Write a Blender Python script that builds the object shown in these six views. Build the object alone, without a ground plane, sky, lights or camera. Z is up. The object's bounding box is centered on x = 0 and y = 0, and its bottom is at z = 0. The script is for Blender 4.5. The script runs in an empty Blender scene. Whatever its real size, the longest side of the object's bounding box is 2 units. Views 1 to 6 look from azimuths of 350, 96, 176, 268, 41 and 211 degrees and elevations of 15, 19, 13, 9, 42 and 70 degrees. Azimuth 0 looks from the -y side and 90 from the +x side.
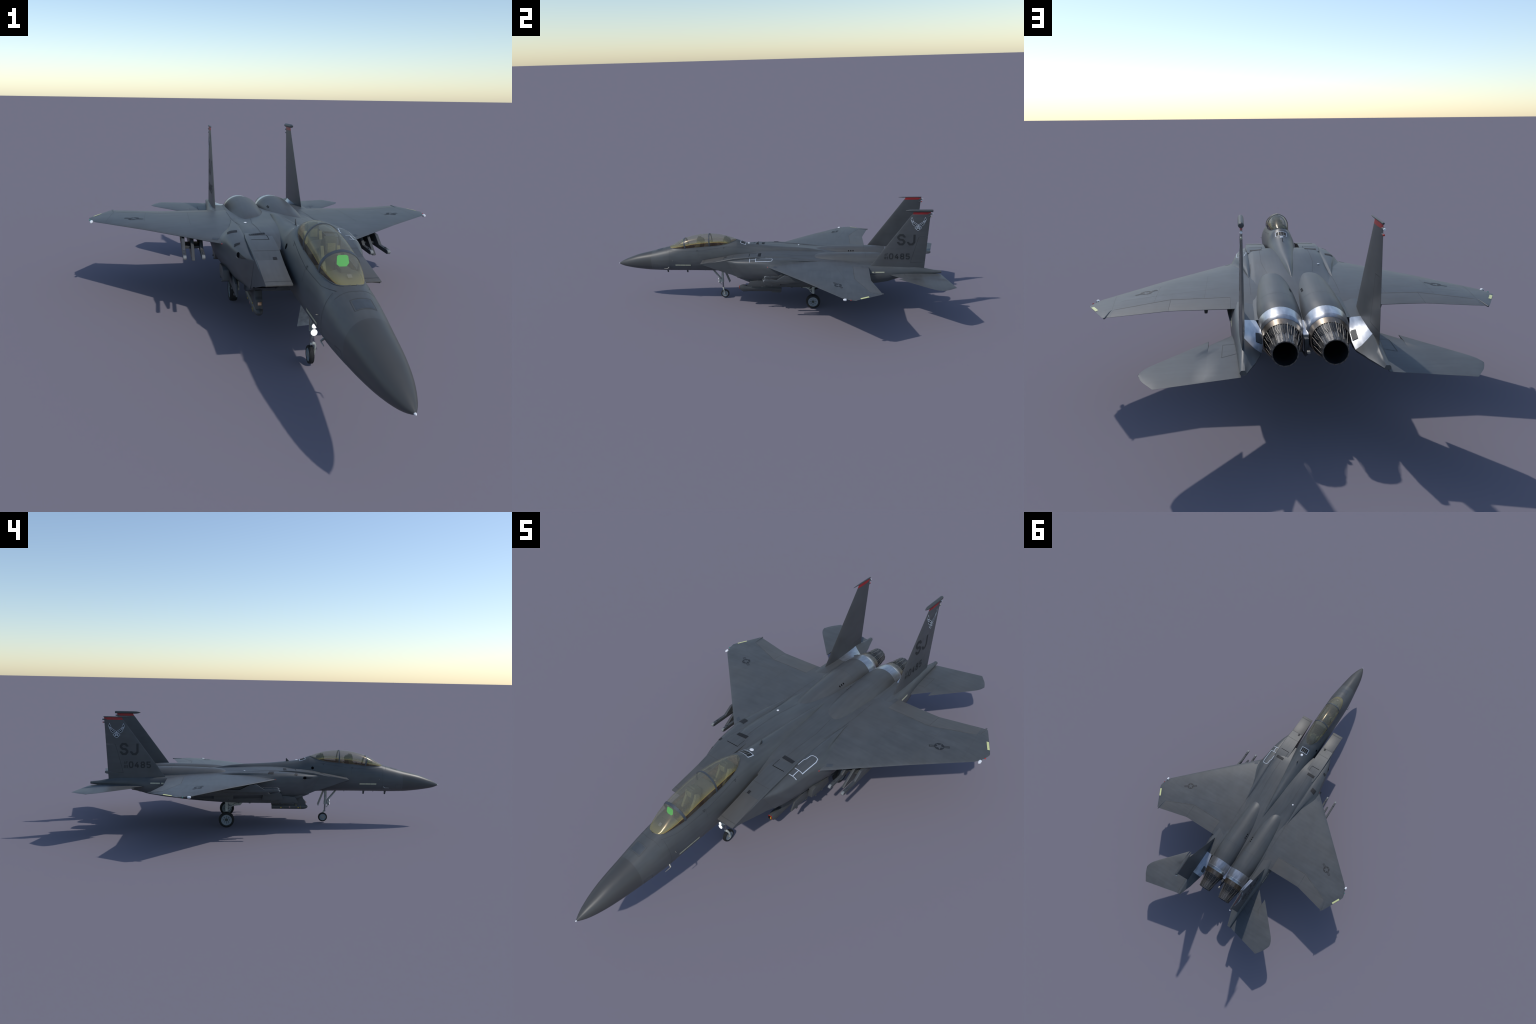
import bpy, bmesh, math, random
from mathutils import Vector, Matrix
from mathutils.bvhtree import BVHTree
random.seed(7)

# ------------------------------------------------------------------ utilities
def pw(pts):
    """smooth monotone curve through (x, y) control points"""
    xs = [p[0] for p in pts]; ys = [p[1] for p in pts]; n = len(xs)
    h = [xs[i+1]-xs[i] for i in range(n-1)]
    d = [(ys[i+1]-ys[i])/h[i] for i in range(n-1)]
    m = [d[0]]
    for i in range(1, n-1):
        if d[i-1]*d[i] <= 0: m.append(0.0)
        else:
            w1 = 2*h[i]+h[i-1]; w2 = h[i]+2*h[i-1]
            m.append((w1+w2)/(w1/d[i-1]+w2/d[i]))
    m.append(d[-1])
    def f(x):
        if x <= xs[0]: return ys[0]
        if x >= xs[-1]: return ys[-1]
        i = 0
        while x > xs[i+1]: i += 1
        t = (x-xs[i])/h[i]
        return ((2*t**3-3*t**2+1)*ys[i] + (t**3-2*t**2+t)*h[i]*m[i]
                + (-2*t**3+3*t**2)*ys[i+1] + (t**3-t**2)*h[i]*m[i+1])
    return f

def lin(pts):
    def f(x):
        if x <= pts[0][0]: return pts[0][1]
        for (a, b), (c, d) in zip(pts, pts[1:]):
            if x <= c: return b+(d-b)*(x-a)/(c-a) if c > a else d
        return pts[-1][1]
    return f

def frange(a, b, step):
    n = max(1, int(round((b-a)/step)))
    return [a+(b-a)*i/n for i in range(n+1)]

ROOT = bpy.data.objects.new("fighter_jet", None)
bpy.context.scene.collection.objects.link(ROOT)
ROOT["label"] = "dark grey twin-tailed two-seat fighter jet on its wheels"
ROOT["category"] = "fighter jet"
ROOT.empty_display_size = 0.2

def link(name, me, mat=None, parent=None):
    ob = bpy.data.objects.new(name, me)
    bpy.context.scene.collection.objects.link(ob)
    ob.parent = parent or ROOT
    if mat: me.materials.append(mat)
    return ob

def finish(name, bm, mat, parent=None, angle=38, recalc=True, merge=1e-6):
    if merge: bmesh.ops.remove_doubles(bm, verts=bm.verts[:], dist=merge)
    if recalc: bmesh.ops.recalc_face_normals(bm, faces=bm.faces[:])
    me = bpy.data.meshes.new(name)
    bm.to_mesh(me); bm.free()
    me.shade_smooth()
    me.set_sharp_from_angle(angle=math.radians(angle))
    return link(name, me, mat, parent)

def add_rings(bm, rings, closed=True, cap0=True, cap1=True):
    vs = [[bm.verts.new(p) for p in r] for r in rings]
    n = len(rings[0])
    for a, b in zip(vs, vs[1:]):
        for i in range(n if closed else n-1):
            j = (i+1) % n
            try: bm.faces.new((a[i], a[j], b[j], b[i]))
            except ValueError: pass
    if closed and cap0: bm.faces.new(vs[0])
    if closed and cap1: bm.faces.new(vs[-1][::-1])
    return vs

def loft(name, rings, mat, parent=None, closed=True, cap0=True, cap1=True, angle=38):
    bm = bmesh.new()
    add_rings(bm, rings, closed, cap0, cap1)
    return finish(name, bm, mat, parent, angle)

def prism(name, prof, x0, x1, mat, parent=None, bevel=0.0012, taper=0.0, angle=30):
    """side profile (y, z) pushed out along x, edges chamfered"""
    bm = bmesh.new()
    cz = sum(p[1] for p in prof)/len(prof)
    a = [bm.verts.new((x0, y, z)) for y, z in prof]
    b = [bm.verts.new((x1, y, z)) for y, z in prof]
    n = len(prof)
    bm.faces.new(a); bm.faces.new(b[::-1])
    for i in range(n):
        bm.faces.new((a[i], b[i], b[(i+1) % n], a[(i+1) % n]))
    bmesh.ops.recalc_face_normals(bm, faces=bm.faces[:])
    if bevel:
        bmesh.ops.bevel(bm, geom=bm.edges[:], offset=bevel, segments=2, affect='EDGES', profile=0.6)
    return finish(name, bm, mat, parent, angle, merge=0)

def box(name, c, s, mat, parent=None, bevel=0.001, rot=None):
    bm = bmesh.new()
    bmesh.ops.create_cube(bm, size=1)
    bmesh.ops.scale(bm, vec=s, verts=bm.verts[:])
    if bevel: bmesh.ops.bevel(bm, geom=bm.edges[:], offset=bevel, segments=2, affect='EDGES', profile=0.6)
    if rot: bmesh.ops.rotate(bm, cent=(0, 0, 0), matrix=rot, verts=bm.verts[:])
    bmesh.ops.translate(bm, vec=c, verts=bm.verts[:])
    return finish(name, bm, mat, parent, 30, merge=0)

def tube_rings(path, radii, n=12):
    path = [Vector(p) for p in path]; rings = []
    up = Vector((0, 0, 1)); prev = None
    for i, p in enumerate(path):
        t = (path[min(i+1, len(path)-1)]-path[max(i-1, 0)]).normalized()
        s = t.cross(up)
        if s.length < 1e-3: s = t.cross(Vector((0, 1, 0)))
        s.normalize()
        if prev is not None and s.dot(prev) < 0: s = -s
        prev = s
        u = s.cross(t)
        r = radii[i] if isinstance(radii, (list, tuple)) else radii
        rings.append([p+(s*math.cos(2*math.pi*k/n)+u*math.sin(2*math.pi*k/n))*r for k in range(n)])
    return rings

def tube(name, path, radii, mat, parent=None, n=12):
    return loft(name, tube_rings(path, radii, n), mat, parent, angle=50)

def lathe(name, prof, origin, axis, mat, parent=None, n=32, angle=35, cap=False):
    """revolve (r, t) profile about an axis direction"""
    ax = Vector(axis).normalized(); o = Vector(origin)
    u = ax.orthogonal().normalized(); v = ax.cross(u)
    rings = [[o+ax*t+(u*math.cos(2*math.pi*k/n)+v*math.sin(2*math.pi*k/n))*max(r, 1e-5) for k in range(n)] for r, t in prof]
    return loft(name, rings, mat, parent, cap0=cap, cap1=cap, angle=angle)

# ------------------------------------------------------------------ materials
def new_mat(name):
    m = bpy.data.materials.new(name); m.use_nodes = True
    nt = m.node_tree; b = nt.nodes["Principled BSDF"]
    return m, nt, b

def paint(name, base, rough=0.44, var=0.16, warm=0.28, streak=0.5, spec=0.38, bump=0.05, flow=(95, 7, 60)):
    """weathered matt paint: cloudy fading, brown dust, streaks along the airflow"""
    m, nt, b = new_mat(name); N = nt.nodes; L = nt.links
    tc = N.new("ShaderNodeTexCoord")
    n1 = N.new("ShaderNodeTexNoise"); n1.inputs["Scale"].default_value = 13; n1.inputs["Detail"].default_value = 7; n1.inputs["Roughness"].default_value = 0.62
    L.new(tc.outputs["Object"], n1.inputs["Vector"])
    mp = N.new("ShaderNodeMapping"); mp.inputs["Scale"].default_value = flow
    L.new(tc.outputs["Object"], mp.inputs["Vector"])
    n2 = N.new("ShaderNodeTexNoise"); n2.inputs["Scale"].default_value = 1; n2.inputs["Detail"].default_value = 4
    L.new(mp.outputs[0], n2.inputs["Vector"])
    n3 = N.new("ShaderNodeTexNoise"); n3.inputs["Scale"].default_value = 3.5; n3.inputs["Detail"].default_value = 5; n3.inputs["Distortion"].default_value = 0.6
    L.new(tc.outputs["Object"], n3.inputs["Vector"])
    mix = N.new("ShaderNodeMix"); mix.data_type = 'FLOAT'
    mix.inputs[0].default_value = streak
    L.new(n1.outputs["Fac"], mix.inputs[2]); L.new(n2.outputs["Fac"], mix.inputs[3])
    r1 = N.new("ShaderNodeValToRGB")
    r1.color_ramp.elements[0].position = 0.3; r1.color_ramp.elements[1].position = 0.72
    r1.color_ramp.elements[0].color = (*[c*(1-var) for c in base], 1)
    r1.color_ramp.elements[1].color = (*[c*(1+var) for c in base], 1)
    L.new(mix.outputs[0], r1.inputs["Fac"])
    r2 = N.new("ShaderNodeValToRGB")
    r2.color_ramp.elements[0].position = 0.48; r2.color_ramp.elements[1].position = 0.75
    r2.color_ramp.elements[0].color = (0, 0, 0, 1); r2.color_ramp.elements[1].color = (warm, warm, warm, 1)
    L.new(n3.outputs["Fac"], r2.inputs["Fac"])
    mc = N.new("ShaderNodeMix"); mc.data_type = 'RGBA'
    L.new(r2.outputs["Color"], mc.inputs[0]); L.new(r1.outputs["Color"], mc.inputs[6])
    lum = sum(base)/3
    mc.inputs[7].default_value = (lum*1.12, lum*1.02, lum*0.88, 1)
    L.new(mc.outputs[2], b.inputs["Base Color"])
    b.inputs["Roughness"].default_value = rough
    b.inputs["Specular IOR Level"].default_value = spec
    if bump:
        bp = N.new("ShaderNodeBump"); bp.inputs["Strength"].default_value = bump; bp.inputs["Distance"].default_value = 0.002
        L.new(n1.outputs["Fac"], bp.inputs["Height"]); L.new(bp.outputs[0], b.inputs["Normal"])
    return m

def plain(name, col, rough=0.5, metal=0.0, spec=0.5, var=0.12, scale=60, emit=0.0):
    m, nt, b = new_mat(name); N = nt.nodes; L = nt.links
    tc = N.new("ShaderNodeTexCoord"); n = N.new("ShaderNodeTexNoise")
    n.inputs["Scale"].default_value = scale; n.inputs["Detail"].default_value = 4
    L.new(tc.outputs["Object"], n.inputs["Vector"])
    r = N.new("ShaderNodeValToRGB")
    r.color_ramp.elements[0].position = 0.3; r.color_ramp.elements[1].position = 0.7
    r.color_ramp.elements[0].color = (*[c*(1-var) for c in col], 1)
    r.color_ramp.elements[1].color = (*[min(1, c*(1+var)) for c in col], 1)
    L.new(n.outputs["Fac"], r.inputs["Fac"]); L.new(r.outputs["Color"], b.inputs["Base Color"])
    b.inputs["Roughness"].default_value = rough; b.inputs["Metallic"].default_value = metal
    b.inputs["Specular IOR Level"].default_value = spec
    if emit:
        b.inputs["Emission Color"].default_value = (*col, 1); b.inputs["Emission Strength"].default_value = emit
    return m

GREY = (0.073, 0.079, 0.083)
M_BODY = paint("gunship_grey_paint", GREY)
M_WING = paint("gunship_grey_wing_paint", (0.075, 0.081, 0.086), streak=0.35, warm=0.35, var=0.20, rough=0.44, flow=(9, 80, 40))
M_FIN = paint("gunship_grey_fin_paint", (0.066, 0.070, 0.075), streak=0.35, warm=0.3)
M_FLAP = paint("gunship_grey_flap_paint", (0.091, 0.092, 0.091), warm=0.6, flow=(9, 80, 40))
M_RAMP = paint("gunship_grey_ramp_paint", (0.086, 0.087, 0.087), warm=0.6)
M_NACELLE = paint("gunship_grey_nacelle_paint", (0.073, 0.078, 0.082), warm=0.40, rough=0.46)
M_RADOME = paint("radome_paint", (0.060, 0.062, 0.063), var=0.06, warm=0.2, streak=0.2, rough=0.42, bump=0.02)
M_STORE = paint("store_grey_paint", (0.058, 0.062, 0.065), rough=0.5)
M_RAIL = paint("rail_grey_paint", (0.20, 0.21, 0.21), rough=0.5)
M_FRAME = plain("canopy_frame_paint", (0.050, 0.060, 0.072), 0.5)
M_DARK = plain("dark_marking_paint", (0.015, 0.017, 0.019), 0.6)
M_MARK = plain("low_visibility_marking_paint", (0.018, 0.019, 0.021), 0.55)
M_SEAM = plain("panel_seam", (0.050, 0.052, 0.054), 0.7)
M_FAINT = plain("faint_panel_seam", (0.063, 0.065, 0.066), 0.6)
M_BLACK = plain("black_void", (0.004, 0.004, 0.005), 0.9, spec=0.05)
M_GRILLE = plain("grille_dark", (0.012, 0.012, 0.013), 0.7)
M_WHITE = plain("white_marking_paint", (0.50, 0.55, 0.61), 0.5, var=0.05)
M_LENS = plain("white_lens", (0.75, 0.76, 0.78), 0.25, var=0.05)
M_RED = plain("red_band_paint", (0.30, 0.012, 0.014), 0.5)
M_REDLENS = plain("red_lens", (0.50, 0.03, 0.02), 0.25)
M_GREENLENS = plain("green_lens", (0.02, 0.28, 0.20), 0.25)
M_SLIME = plain("formation_light_strip", (0.42, 0.42, 0.30), 0.45, var=0.05)
M_SLIME2 = plain("formation_light_strip_tip", (0.72, 0.74, 0.34), 0.45, var=0.05)
M_TYRE = plain("tyre_rubber", (0.016, 0.017, 0.018), 0.75, spec=0.3)
M_RIM = plain("wheel_rim_paint", (0.20, 0.235, 0.26), 0.4)
M_GEAR = plain("landing_gear_paint", (0.34, 0.36, 0.34), 0.45, var=0.25, scale=90)
M_CHROME = plain("oleo_steel", (0.25, 0.25, 0.27), 0.3, metal=0.7)
M_LIGHT = plain("landing_lamp", (1.0, 1.0, 1.0), 0.2, var=0.0, emit=1.2)
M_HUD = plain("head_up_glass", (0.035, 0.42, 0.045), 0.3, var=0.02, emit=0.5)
M_YELLOW = plain("yellow_stencil", (0.45, 0.33, 0.03), 0.5)
M_SENSOR = plain("sensor_window_amber", (0.40, 0.20, 0.10), 0.15, spec=0.8)
M_ANT = plain("antenna_paint", (0.045, 0.050, 0.055), 0.5)
M_PROBE = plain("probe_metal", (0.30, 0.29, 0.26), 0.4, metal=0.4)
M_SEAT = plain("seat_fabric", (0.045, 0.055, 0.045), 0.8, scale=200)
M_KHAKI = plain("seat_pad_khaki", (0.15, 0.15, 0.085), 0.8, scale=160)
M_TUB = plain("cockpit_wall", (0.115, 0.085, 0.068), 0.8, scale=120, var=0.35)
M_COAM = plain("cockpit_coaming", (0.045, 0.050, 0.046), 0.8)
M_ROD = plain("actuator_rod_steel", (0.26, 0.24, 0.21), 0.4, metal=0.7)
M_NOZIN = plain("nozzle_inner_dark", (0.024, 0.028, 0.035), 0.5, metal=0.3, scale=200)
M_STAIN = plain("hinge_dust", (0.088, 0.084, 0.077), 0.7, var=0.3, scale=40)
M_BOARD = plain("dark_blue_stain", (0.050, 0.060, 0.072), 0.6)

def metal_mat(name, a, c, rough, spots=0.0, metal=0.85, scale=80):
    m, nt, b = new_mat(name); N = nt.nodes; L = nt.links
    tc = N.new("ShaderNodeTexCoord")
    n = N.new("ShaderNodeTexNoise"); n.inputs["Scale"].default_value = scale; n.inputs["Detail"].default_value = 6
    mp = N.new("ShaderNodeMapping"); mp.inputs["Scale"].default_value = (1, 0.25, 1)
    L.new(tc.outputs["Object"], mp.inputs[0]); L.new(mp.outputs[0], n.inputs["Vector"])
    r = N.new("ShaderNodeValToRGB"); r.color_ramp.elements[0].position = 0.32; r.color_ramp.elements[1].position = 0.68
    r.color_ramp.elements[0].color = (*a, 1); r.color_ramp.elements[1].color = (*c, 1)
    L.new(n.outputs["Fac"], r.inputs["Fac"]); L.new(r.outputs["Color"], b.inputs["Base Color"])
    rr = N.new("ShaderNodeMapRange"); rr.inputs[3].default_value = rough-0.06; rr.inputs[4].default_value = rough+0.1
    L.new(n.outputs["Fac"], rr.inputs[0]); L.new(rr.outputs[0], b.inputs["Roughness"])
    b.inputs["Metallic"].default_value = metal
    return m
M_METAL = metal_mat("bare_heat_metal", (0.38, 0.39, 0.41), (0.58, 0.59, 0.61), 0.31, scale=60)
M_BURNT = metal_mat("burnt_ring_metal", (0.13, 0.105, 0.08), (0.24, 0.20, 0.16), 0.34, metal=0.8)
M_PETAL = metal_mat("nozzle_petal_metal", (0.045, 0.044, 0.045), (0.19, 0.18, 0.17), 0.42, metal=0.6, scale=260)

def glass(name):
    """tinted canopy: olive film over the crown, edged amber, brown film along the sides"""
    m, nt, b = new_mat(name); N = nt.nodes; L = nt.links
    out = N["Material Output"]
    tc = N.new("ShaderNodeTexCoord"); sp = N.new("ShaderNodeSeparateXYZ")
    L.new(tc.outputs["Object"], sp.inputs[0])
    # height of the film edge along the canopy length
    mr = N.new("ShaderNodeMapRange"); mr.inputs[1].default_value = -0.68; mr.inputs[2].default_value = -0.24
    L.new(sp.outputs["Y"], mr.inputs[0])
    fc = N.new("ShaderNodeFloatCurve"); cu = fc.mapping.curves[0]
    edge = [(-0.68, .325), (-0.645, .327), (-0.595, .346), (-0.532, .359), (-0.482, .368), (-0.413, .374), (-0.315, .374), (-0.286, .364), (-0.24, .350)]
    for i, (y, z) in enumerate(edge):
        t = (y+.68)/.44; v = (z-.30)/.12
        if i == 0: cu.points[0].location = (t, v)
        elif i == len(edge)-1: cu.points[1].location = (t, v)
        else: cu.points.new(t, v)
    fc.mapping.update()
    L.new(mr.outputs[0], fc.inputs["Value"])
    ez = N.new("ShaderNodeMath"); ez.operation = 'MULTIPLY_ADD'; ez.inputs[1].default_value = 0.12; ez.inputs[2].default_value = 0.30
    L.new(fc.outputs[0], ez.inputs[0])
    d = N.new("ShaderNodeMath"); d.operation = 'SUBTRACT'
    L.new(sp.outputs["Z"], d.inputs[0]); L.new(ez.outputs[0], d.inputs[1])
    mr2 = N.new("ShaderNodeMapRange"); mr2.inputs[1].default_value = -0.02; mr2.inputs[2].default_value = 0.06
    L.new(d.outputs[0], mr2.inputs[0])
    ramp = N.new("ShaderNodeValToRGB"); ramp.color_ramp.interpolation = 'LINEAR'
    els = ramp.color_ramp.elements
    els[0].position = 0.0; els[0].color = (0.085, 0.056, 0.042, 1)
    els[1].position = 1.0; els[1].color = (0.29, 0.29, 0.25, 1)
    for p, c in [(0.238, (0.090, 0.058, 0.042)), (0.250, (0.62, 0.42, 0.12)), (0.300, (0.50, 0.44, 0.20)), (0.48, (0.32, 0.31, 0.25))]:
        e = els.new(p); e.color = (*c, 1)
    L.new(mr2.outputs[0], ramp.inputs["Fac"])
    al = N.new("ShaderNodeValToRGB"); ae = al.color_ramp.elements
    ae[0].position = 0.0; ae[0].color = (0.46,)*3+(1,)
    ae[1].position = 1.0; ae[1].color = (0.30,)*3+(1,)
    for p, v in [(0.240, 0.46), (0.252, 0.55), (0.300, 0.42), (0.48, 0.30)]:
        e = ae.new(p); e.color = (v, v, v, 1)
    L.new(mr2.outputs[0], al.inputs["Fac"])
    L.new(ramp.outputs["Color"], b.inputs["Base Color"])
    b.inputs["Roughness"].default_value = 0.20
    b.inputs["Specular IOR Level"].default_value = 1.0
    b.inputs["Specular Tint"].default_value = (1.0, 0.78, 0.52, 1)  # warm highlight streak along the canopy put in as an orange reflection tint
    tr = N.new("ShaderNodeBsdfTransparent"); tr.inputs[0].default_value = (0.92, 0.93, 0.88, 1)
    ms = N.new("ShaderNodeMixShader")
    L.new(al.outputs["Color"], ms.inputs[0]); L.new(tr.outputs[0], ms.inputs[1]); L.new(b.outputs[0], ms.inputs[2])
    L.new(ms.outputs[0], out.inputs["Surface"])
    return m
M_GLASS = glass("tinted_canopy_film")

# ------------------------------------------------------------------ forward fuselage
f_top = pw([(-.997, .2265), (-.985, .235), (-.96, .2490), (-.913, .2685), (-.877, .2815), (-.85, .2890), (-.775, .3070), (-.717, .3230), (-.662, .3375),
            (-.60, .355), (-.555, .366), (-.48, .378), (-.403, .3845), (-.33, .384), (-.275, .3845), (-.241, .3830), (-.217, .3745), (-.191, .3645),
            (-.15, .3565), (-.106, .3520), (-.019, .3430), (.054, .3380), (.126, .3340), (.20, .3270), (.27, .3150), (.30, .308)])
f_bot = pw([(-.997, .2235), (-.985, .2175), (-.96, .2095), (-.916, .2015), (-.866, .1945), (-.78, .1870), (-.70, .1855), (-.50, .1860), (-.32, .1840),
            (-.24, .180), (-.1, .18), (.3, .20)])
f_wid = pw([(-.997, .0012), (-.985, .0088), (-.96, .0200), (-.913, .0340), (-.866, .0425), (-.78, .0535), (-.72, .0610), (-.66, .0660), (-.57, .0668),
            (-.40, .0675), (-.30, .0670), (-.22, .0650), (-.15, .0610), (-.08, .0550), (0, .0460), (.10, .0320), (.20, .0180), (.27, .0090), (.30, .005)])
f_mid = pw([(-.997, .225), (-.96, .2275), (-.90, .2345), (-.78, .2470), (-.66, .2540), (-.5, .2600), (-.3, .2640), (-.2, .268), (0, .285), (.3, .295)])
w_sill = pw([(-.6625, 0.0), (-.6600, .0130), (-.6500, .0265), (-.625, .0370), (-.59, .0435), (-.555, .0470), (-.48, .0480), (-.403, .0470), (-.34, .0430),
             (-.288, .0350), (-.262, .0250), (-.247, .0130), (-.241, 0.0)])
NU, NL = 2.05, 2.25

def f_point(y, ph):
    W, zc = f_wid(y), f_mid(y); c, s = math.cos(ph), math.sin(ph)
    n = NU if s >= 0 else NL
    x = W*abs(c)**(2/n)*(1 if c >= 0 else -1)
    hh = (f_top(y)-zc) if s >= 0 else (zc-f_bot(y))
    return x, zc+hh*abs(s)**(2/n)*(1 if s >= 0 else -1)

def sill_angle(y):
    if y <= -.6625 or y >= -.241: return math.pi/2
    return math.acos(min(1, (w_sill(y)/f_wid(y))**(NU/2)))

def f_ring(y, K=30):
    a0 = -math.pi/2; a1 = sill_angle(y); half = []
    for i in range(K+1):
        x, z = f_point(y, a0+(a1-a0)*i/K); half.append((x, z))
    half[0] = (0, half[0][1])
    if a1 > math.pi/2-1e-6: half[-1] = (0, half[-1][1])
    return [Vector((-x, y, z)) for x, z in half[::-1]]+[Vector((x, y, z)) for x, z in half[1:]]

radome = loft("radome", [f_ring(y) for y in [-.9965, -.994, -.99, -.98, -.97]+frange(-.96, -.775, .0132)], M_RADOME, closed=False)
lathe("nose_tip_cap", [(0.0, -.0042), (.0012, -.0038), (.0022, -.0015), (.0026, .001)], (0, -.9958, .225), (0, 1, 0), M_LENS, radome, n=16)
ys = (frange(-.775, -.67, .015)+frange(-.664, -.64, .0015)+frange(-.635, -.30, .012)+frange(-.295, -.262, .006)+frange(-.26, -.238, .0015)
      + frange(-.23, .30, .015))
fus = loft("forward_fuselage", [f_ring(y) for y in ys], M_BODY, closed=False)

# ------------------------------------------------------------------ canopy
c_top = pw([(-.6625, .3380), (-.650, .3440), (-.618, .3640), (-.570, .3885), (-.527, .4030), (-.46, .4160), (-.41, .4195), (-.35, .4150), (-.292, .4020),
            (-.255, .3890), (-.241, .3832)])
def sill(y):
    return f_point(y, sill_angle(y))
def c_ring(y, K=28, off=0.0, a0=0.0):
    xs, zs = sill(y); h = c_top(y)-zs; pts = []
    for i in range(K+1):
        t = a0+(math.pi-2*a0)*i/K
        c, s = math.cos(t), math.sin(t)
        b = 1+0.10*math.sin(2*min(t, math.pi-t))*min(1, h/.04)
        r = math.hypot(xs, h) or 1
        pts.append(Vector(((xs+off)*c*b, y, zs+(h+off)*s)))
    return pts
cy = frange(-.6615, -.64, .0022)+frange(-.63, -.27, .012)+frange(-.262, -.2415, .002)
canopy = loft("canopy", [c_ring(y) for y in cy], M_GLASS, closed=False, angle=180)

def arch(name, y0, lean, w, mat, parent):
    """hoop frame across the canopy; its feet lean aft of the crown by `lean`"""
    rings = []
    K = 28
    for i in range(K+1):
        t = math.pi*i/K
        yy = y0+lean*(1-math.sin(t))
        pts = []
        for dy, off in ((-w/2, .0012), (w/2, .0012), (w/2, -.0025), (-w/2, -.0025)):
            pts.append(c_ring(yy+dy, K, off)[i])
        rings.append(pts)
    return loft(name, rings, mat, parent, angle=30)
arch("windshield_bow", -.5685, .012, .0085, M_FRAME, canopy)
arch("canopy_bow", -.4105, .005, .0062, M_FRAME, canopy)
for sg in (1, -1):
    p = [Vector((sg*sill(y)[0], y, sill(y)[1])) for y in frange(-.6615, -.2415, .006)]
    tube("canopy_sill", p, .0016, M_BODY, canopy, n=8)

# cockpit interior
def tub_ring(y):
    xs, zs = sill(y); fl = min(.300, zs-.004)
    half = [(xs-.0015, zs-.001), (xs-.004, zs-.010), (max(xs-.007, 0), (zs+fl)/2), (max(xs-.010, 0), fl), (0, fl)]
    return [Vector((-x, y, z)) for x, z in half]+[Vector((x, y, z)) for x, z in half[-2::-1]]
cockpit = loft("cockpit_tub", [tub_ring(y) for y in frange(-.66, -.244, .009)], M_TUB, closed=False)
def shroud(name, y0, y1, z0, z1, parent):
    rings = []
    for i in range(9):
        t = i/8; y = y0+(y1-y0)*t
        xs, zs = sill(y); xs = max(xs-.003, .001); zt = z0+(z1-z0)*math.sin(t*math.pi/2)
        rings.append([Vector((xs*math.cos(math.pi*k/14), y, zs-.002+(max(zt-zs, .001))*math.sin(math.pi*k/14)**.7)) for k in range(15)]
                     + [Vector((-xs*.9, y, .31)), Vector((xs*.9, y, .31))])
    return loft(name, rings, M_COAM, parent)
shroud("instrument_coaming", -.655, -.580, .336, .352, cockpit)
shroud("instrument_coaming", -.440, -.400, .352, .378, cockpit)
def seat(y, dz):
    prism("ejection_seat", [(y-.035, .305), (y-.030, .318), (y+.002, .316), (y-.006, .372+dz), (y-.001, .393+dz), (y+.002, .400+dz), (y+.008, .396+dz), (y+.012, .402+dz),
                            (y+.020, .394+dz), (y+.034, .388+dz), (y+.040, .374+dz), (y+.034, .345), (y+.026, .305)], -.0145, .0145, M_SEAT, cockpit, bevel=.0015)
    for sg in (1, -1):
        prism("seat_side_pad", [(y-.030, .322), (y+.012, .318), (y+.02, .37), (y+.004, .380), (y-.004, .36)], sg*.0160, sg*.0245, M_KHAKI, cockpit, bevel=.001)
        box("side_console", (sg*.034, y-.035, .322), (.013, .075, .022), M_SEAT, cockpit)
    box("headrest_cushion", (0, y-.0035, .376+dz), (.020, .006, .022), M_KHAKI, cockpit)
seat(-.484, 0.0); seat(-.320, 0.0)
bm = bmesh.new()
pts = [(-.0125, .379), (-.009, .3815), (.009, .3815), (.0135, .379), (.0150, .364), (.0085, .3565), (-.0075, .3565), (-.0140, .362)]
for dy in (0, .0006):
    for x, z in pts: bm.verts.new((x, -.5765+(.379-z)*-.30+dy, z))
bm.verts.ensure_lookup_table(); vs = bm.verts[:]
bm.faces.new(vs[:8]); bm.faces.new(vs[8:][::-1])
for i in range(8): bm.faces.new((vs[i], vs[(i+1) % 8], vs[8+(i+1) % 8], vs[8+i]))
finish("head_up_display_glass", bm, M_HUD, cockpit, 30)
bm = bmesh.new()        # dark rear of the combiner
for dy in (.0013, .0022):
    for x, z in pts: bm.verts.new((x*1.06, -.5765+(.379-z)*-.30+dy, .369+(z-.369)*1.06))
bm.verts.ensure_lookup_table(); vs = bm.verts[:]
bm.faces.new(vs[:8]); bm.faces.new(vs[8:][::-1])
for i in range(8): bm.faces.new((vs[i], vs[(i+1) % 8], vs[8+(i+1) % 8], vs[8+i]))
finish("head_up_display_back", bm, M_SEAT, cockpit, 30)
box("head_up_display_base", (0, -.590, .352), (.022, .030, .010), M_COAM, cockpit)
box("coaming_placard", (.002, -.628, .3475), (.010, .012, .0015), plain("placard_grey", (.14, .14, .14)), cockpit, bevel=0, rot=Matrix.Rotation(math.radians(22), 3, 'X'))
box("control_grip", (.004, -.515, .335), (.006, .006, .03), M_DARK, cockpit)

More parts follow.
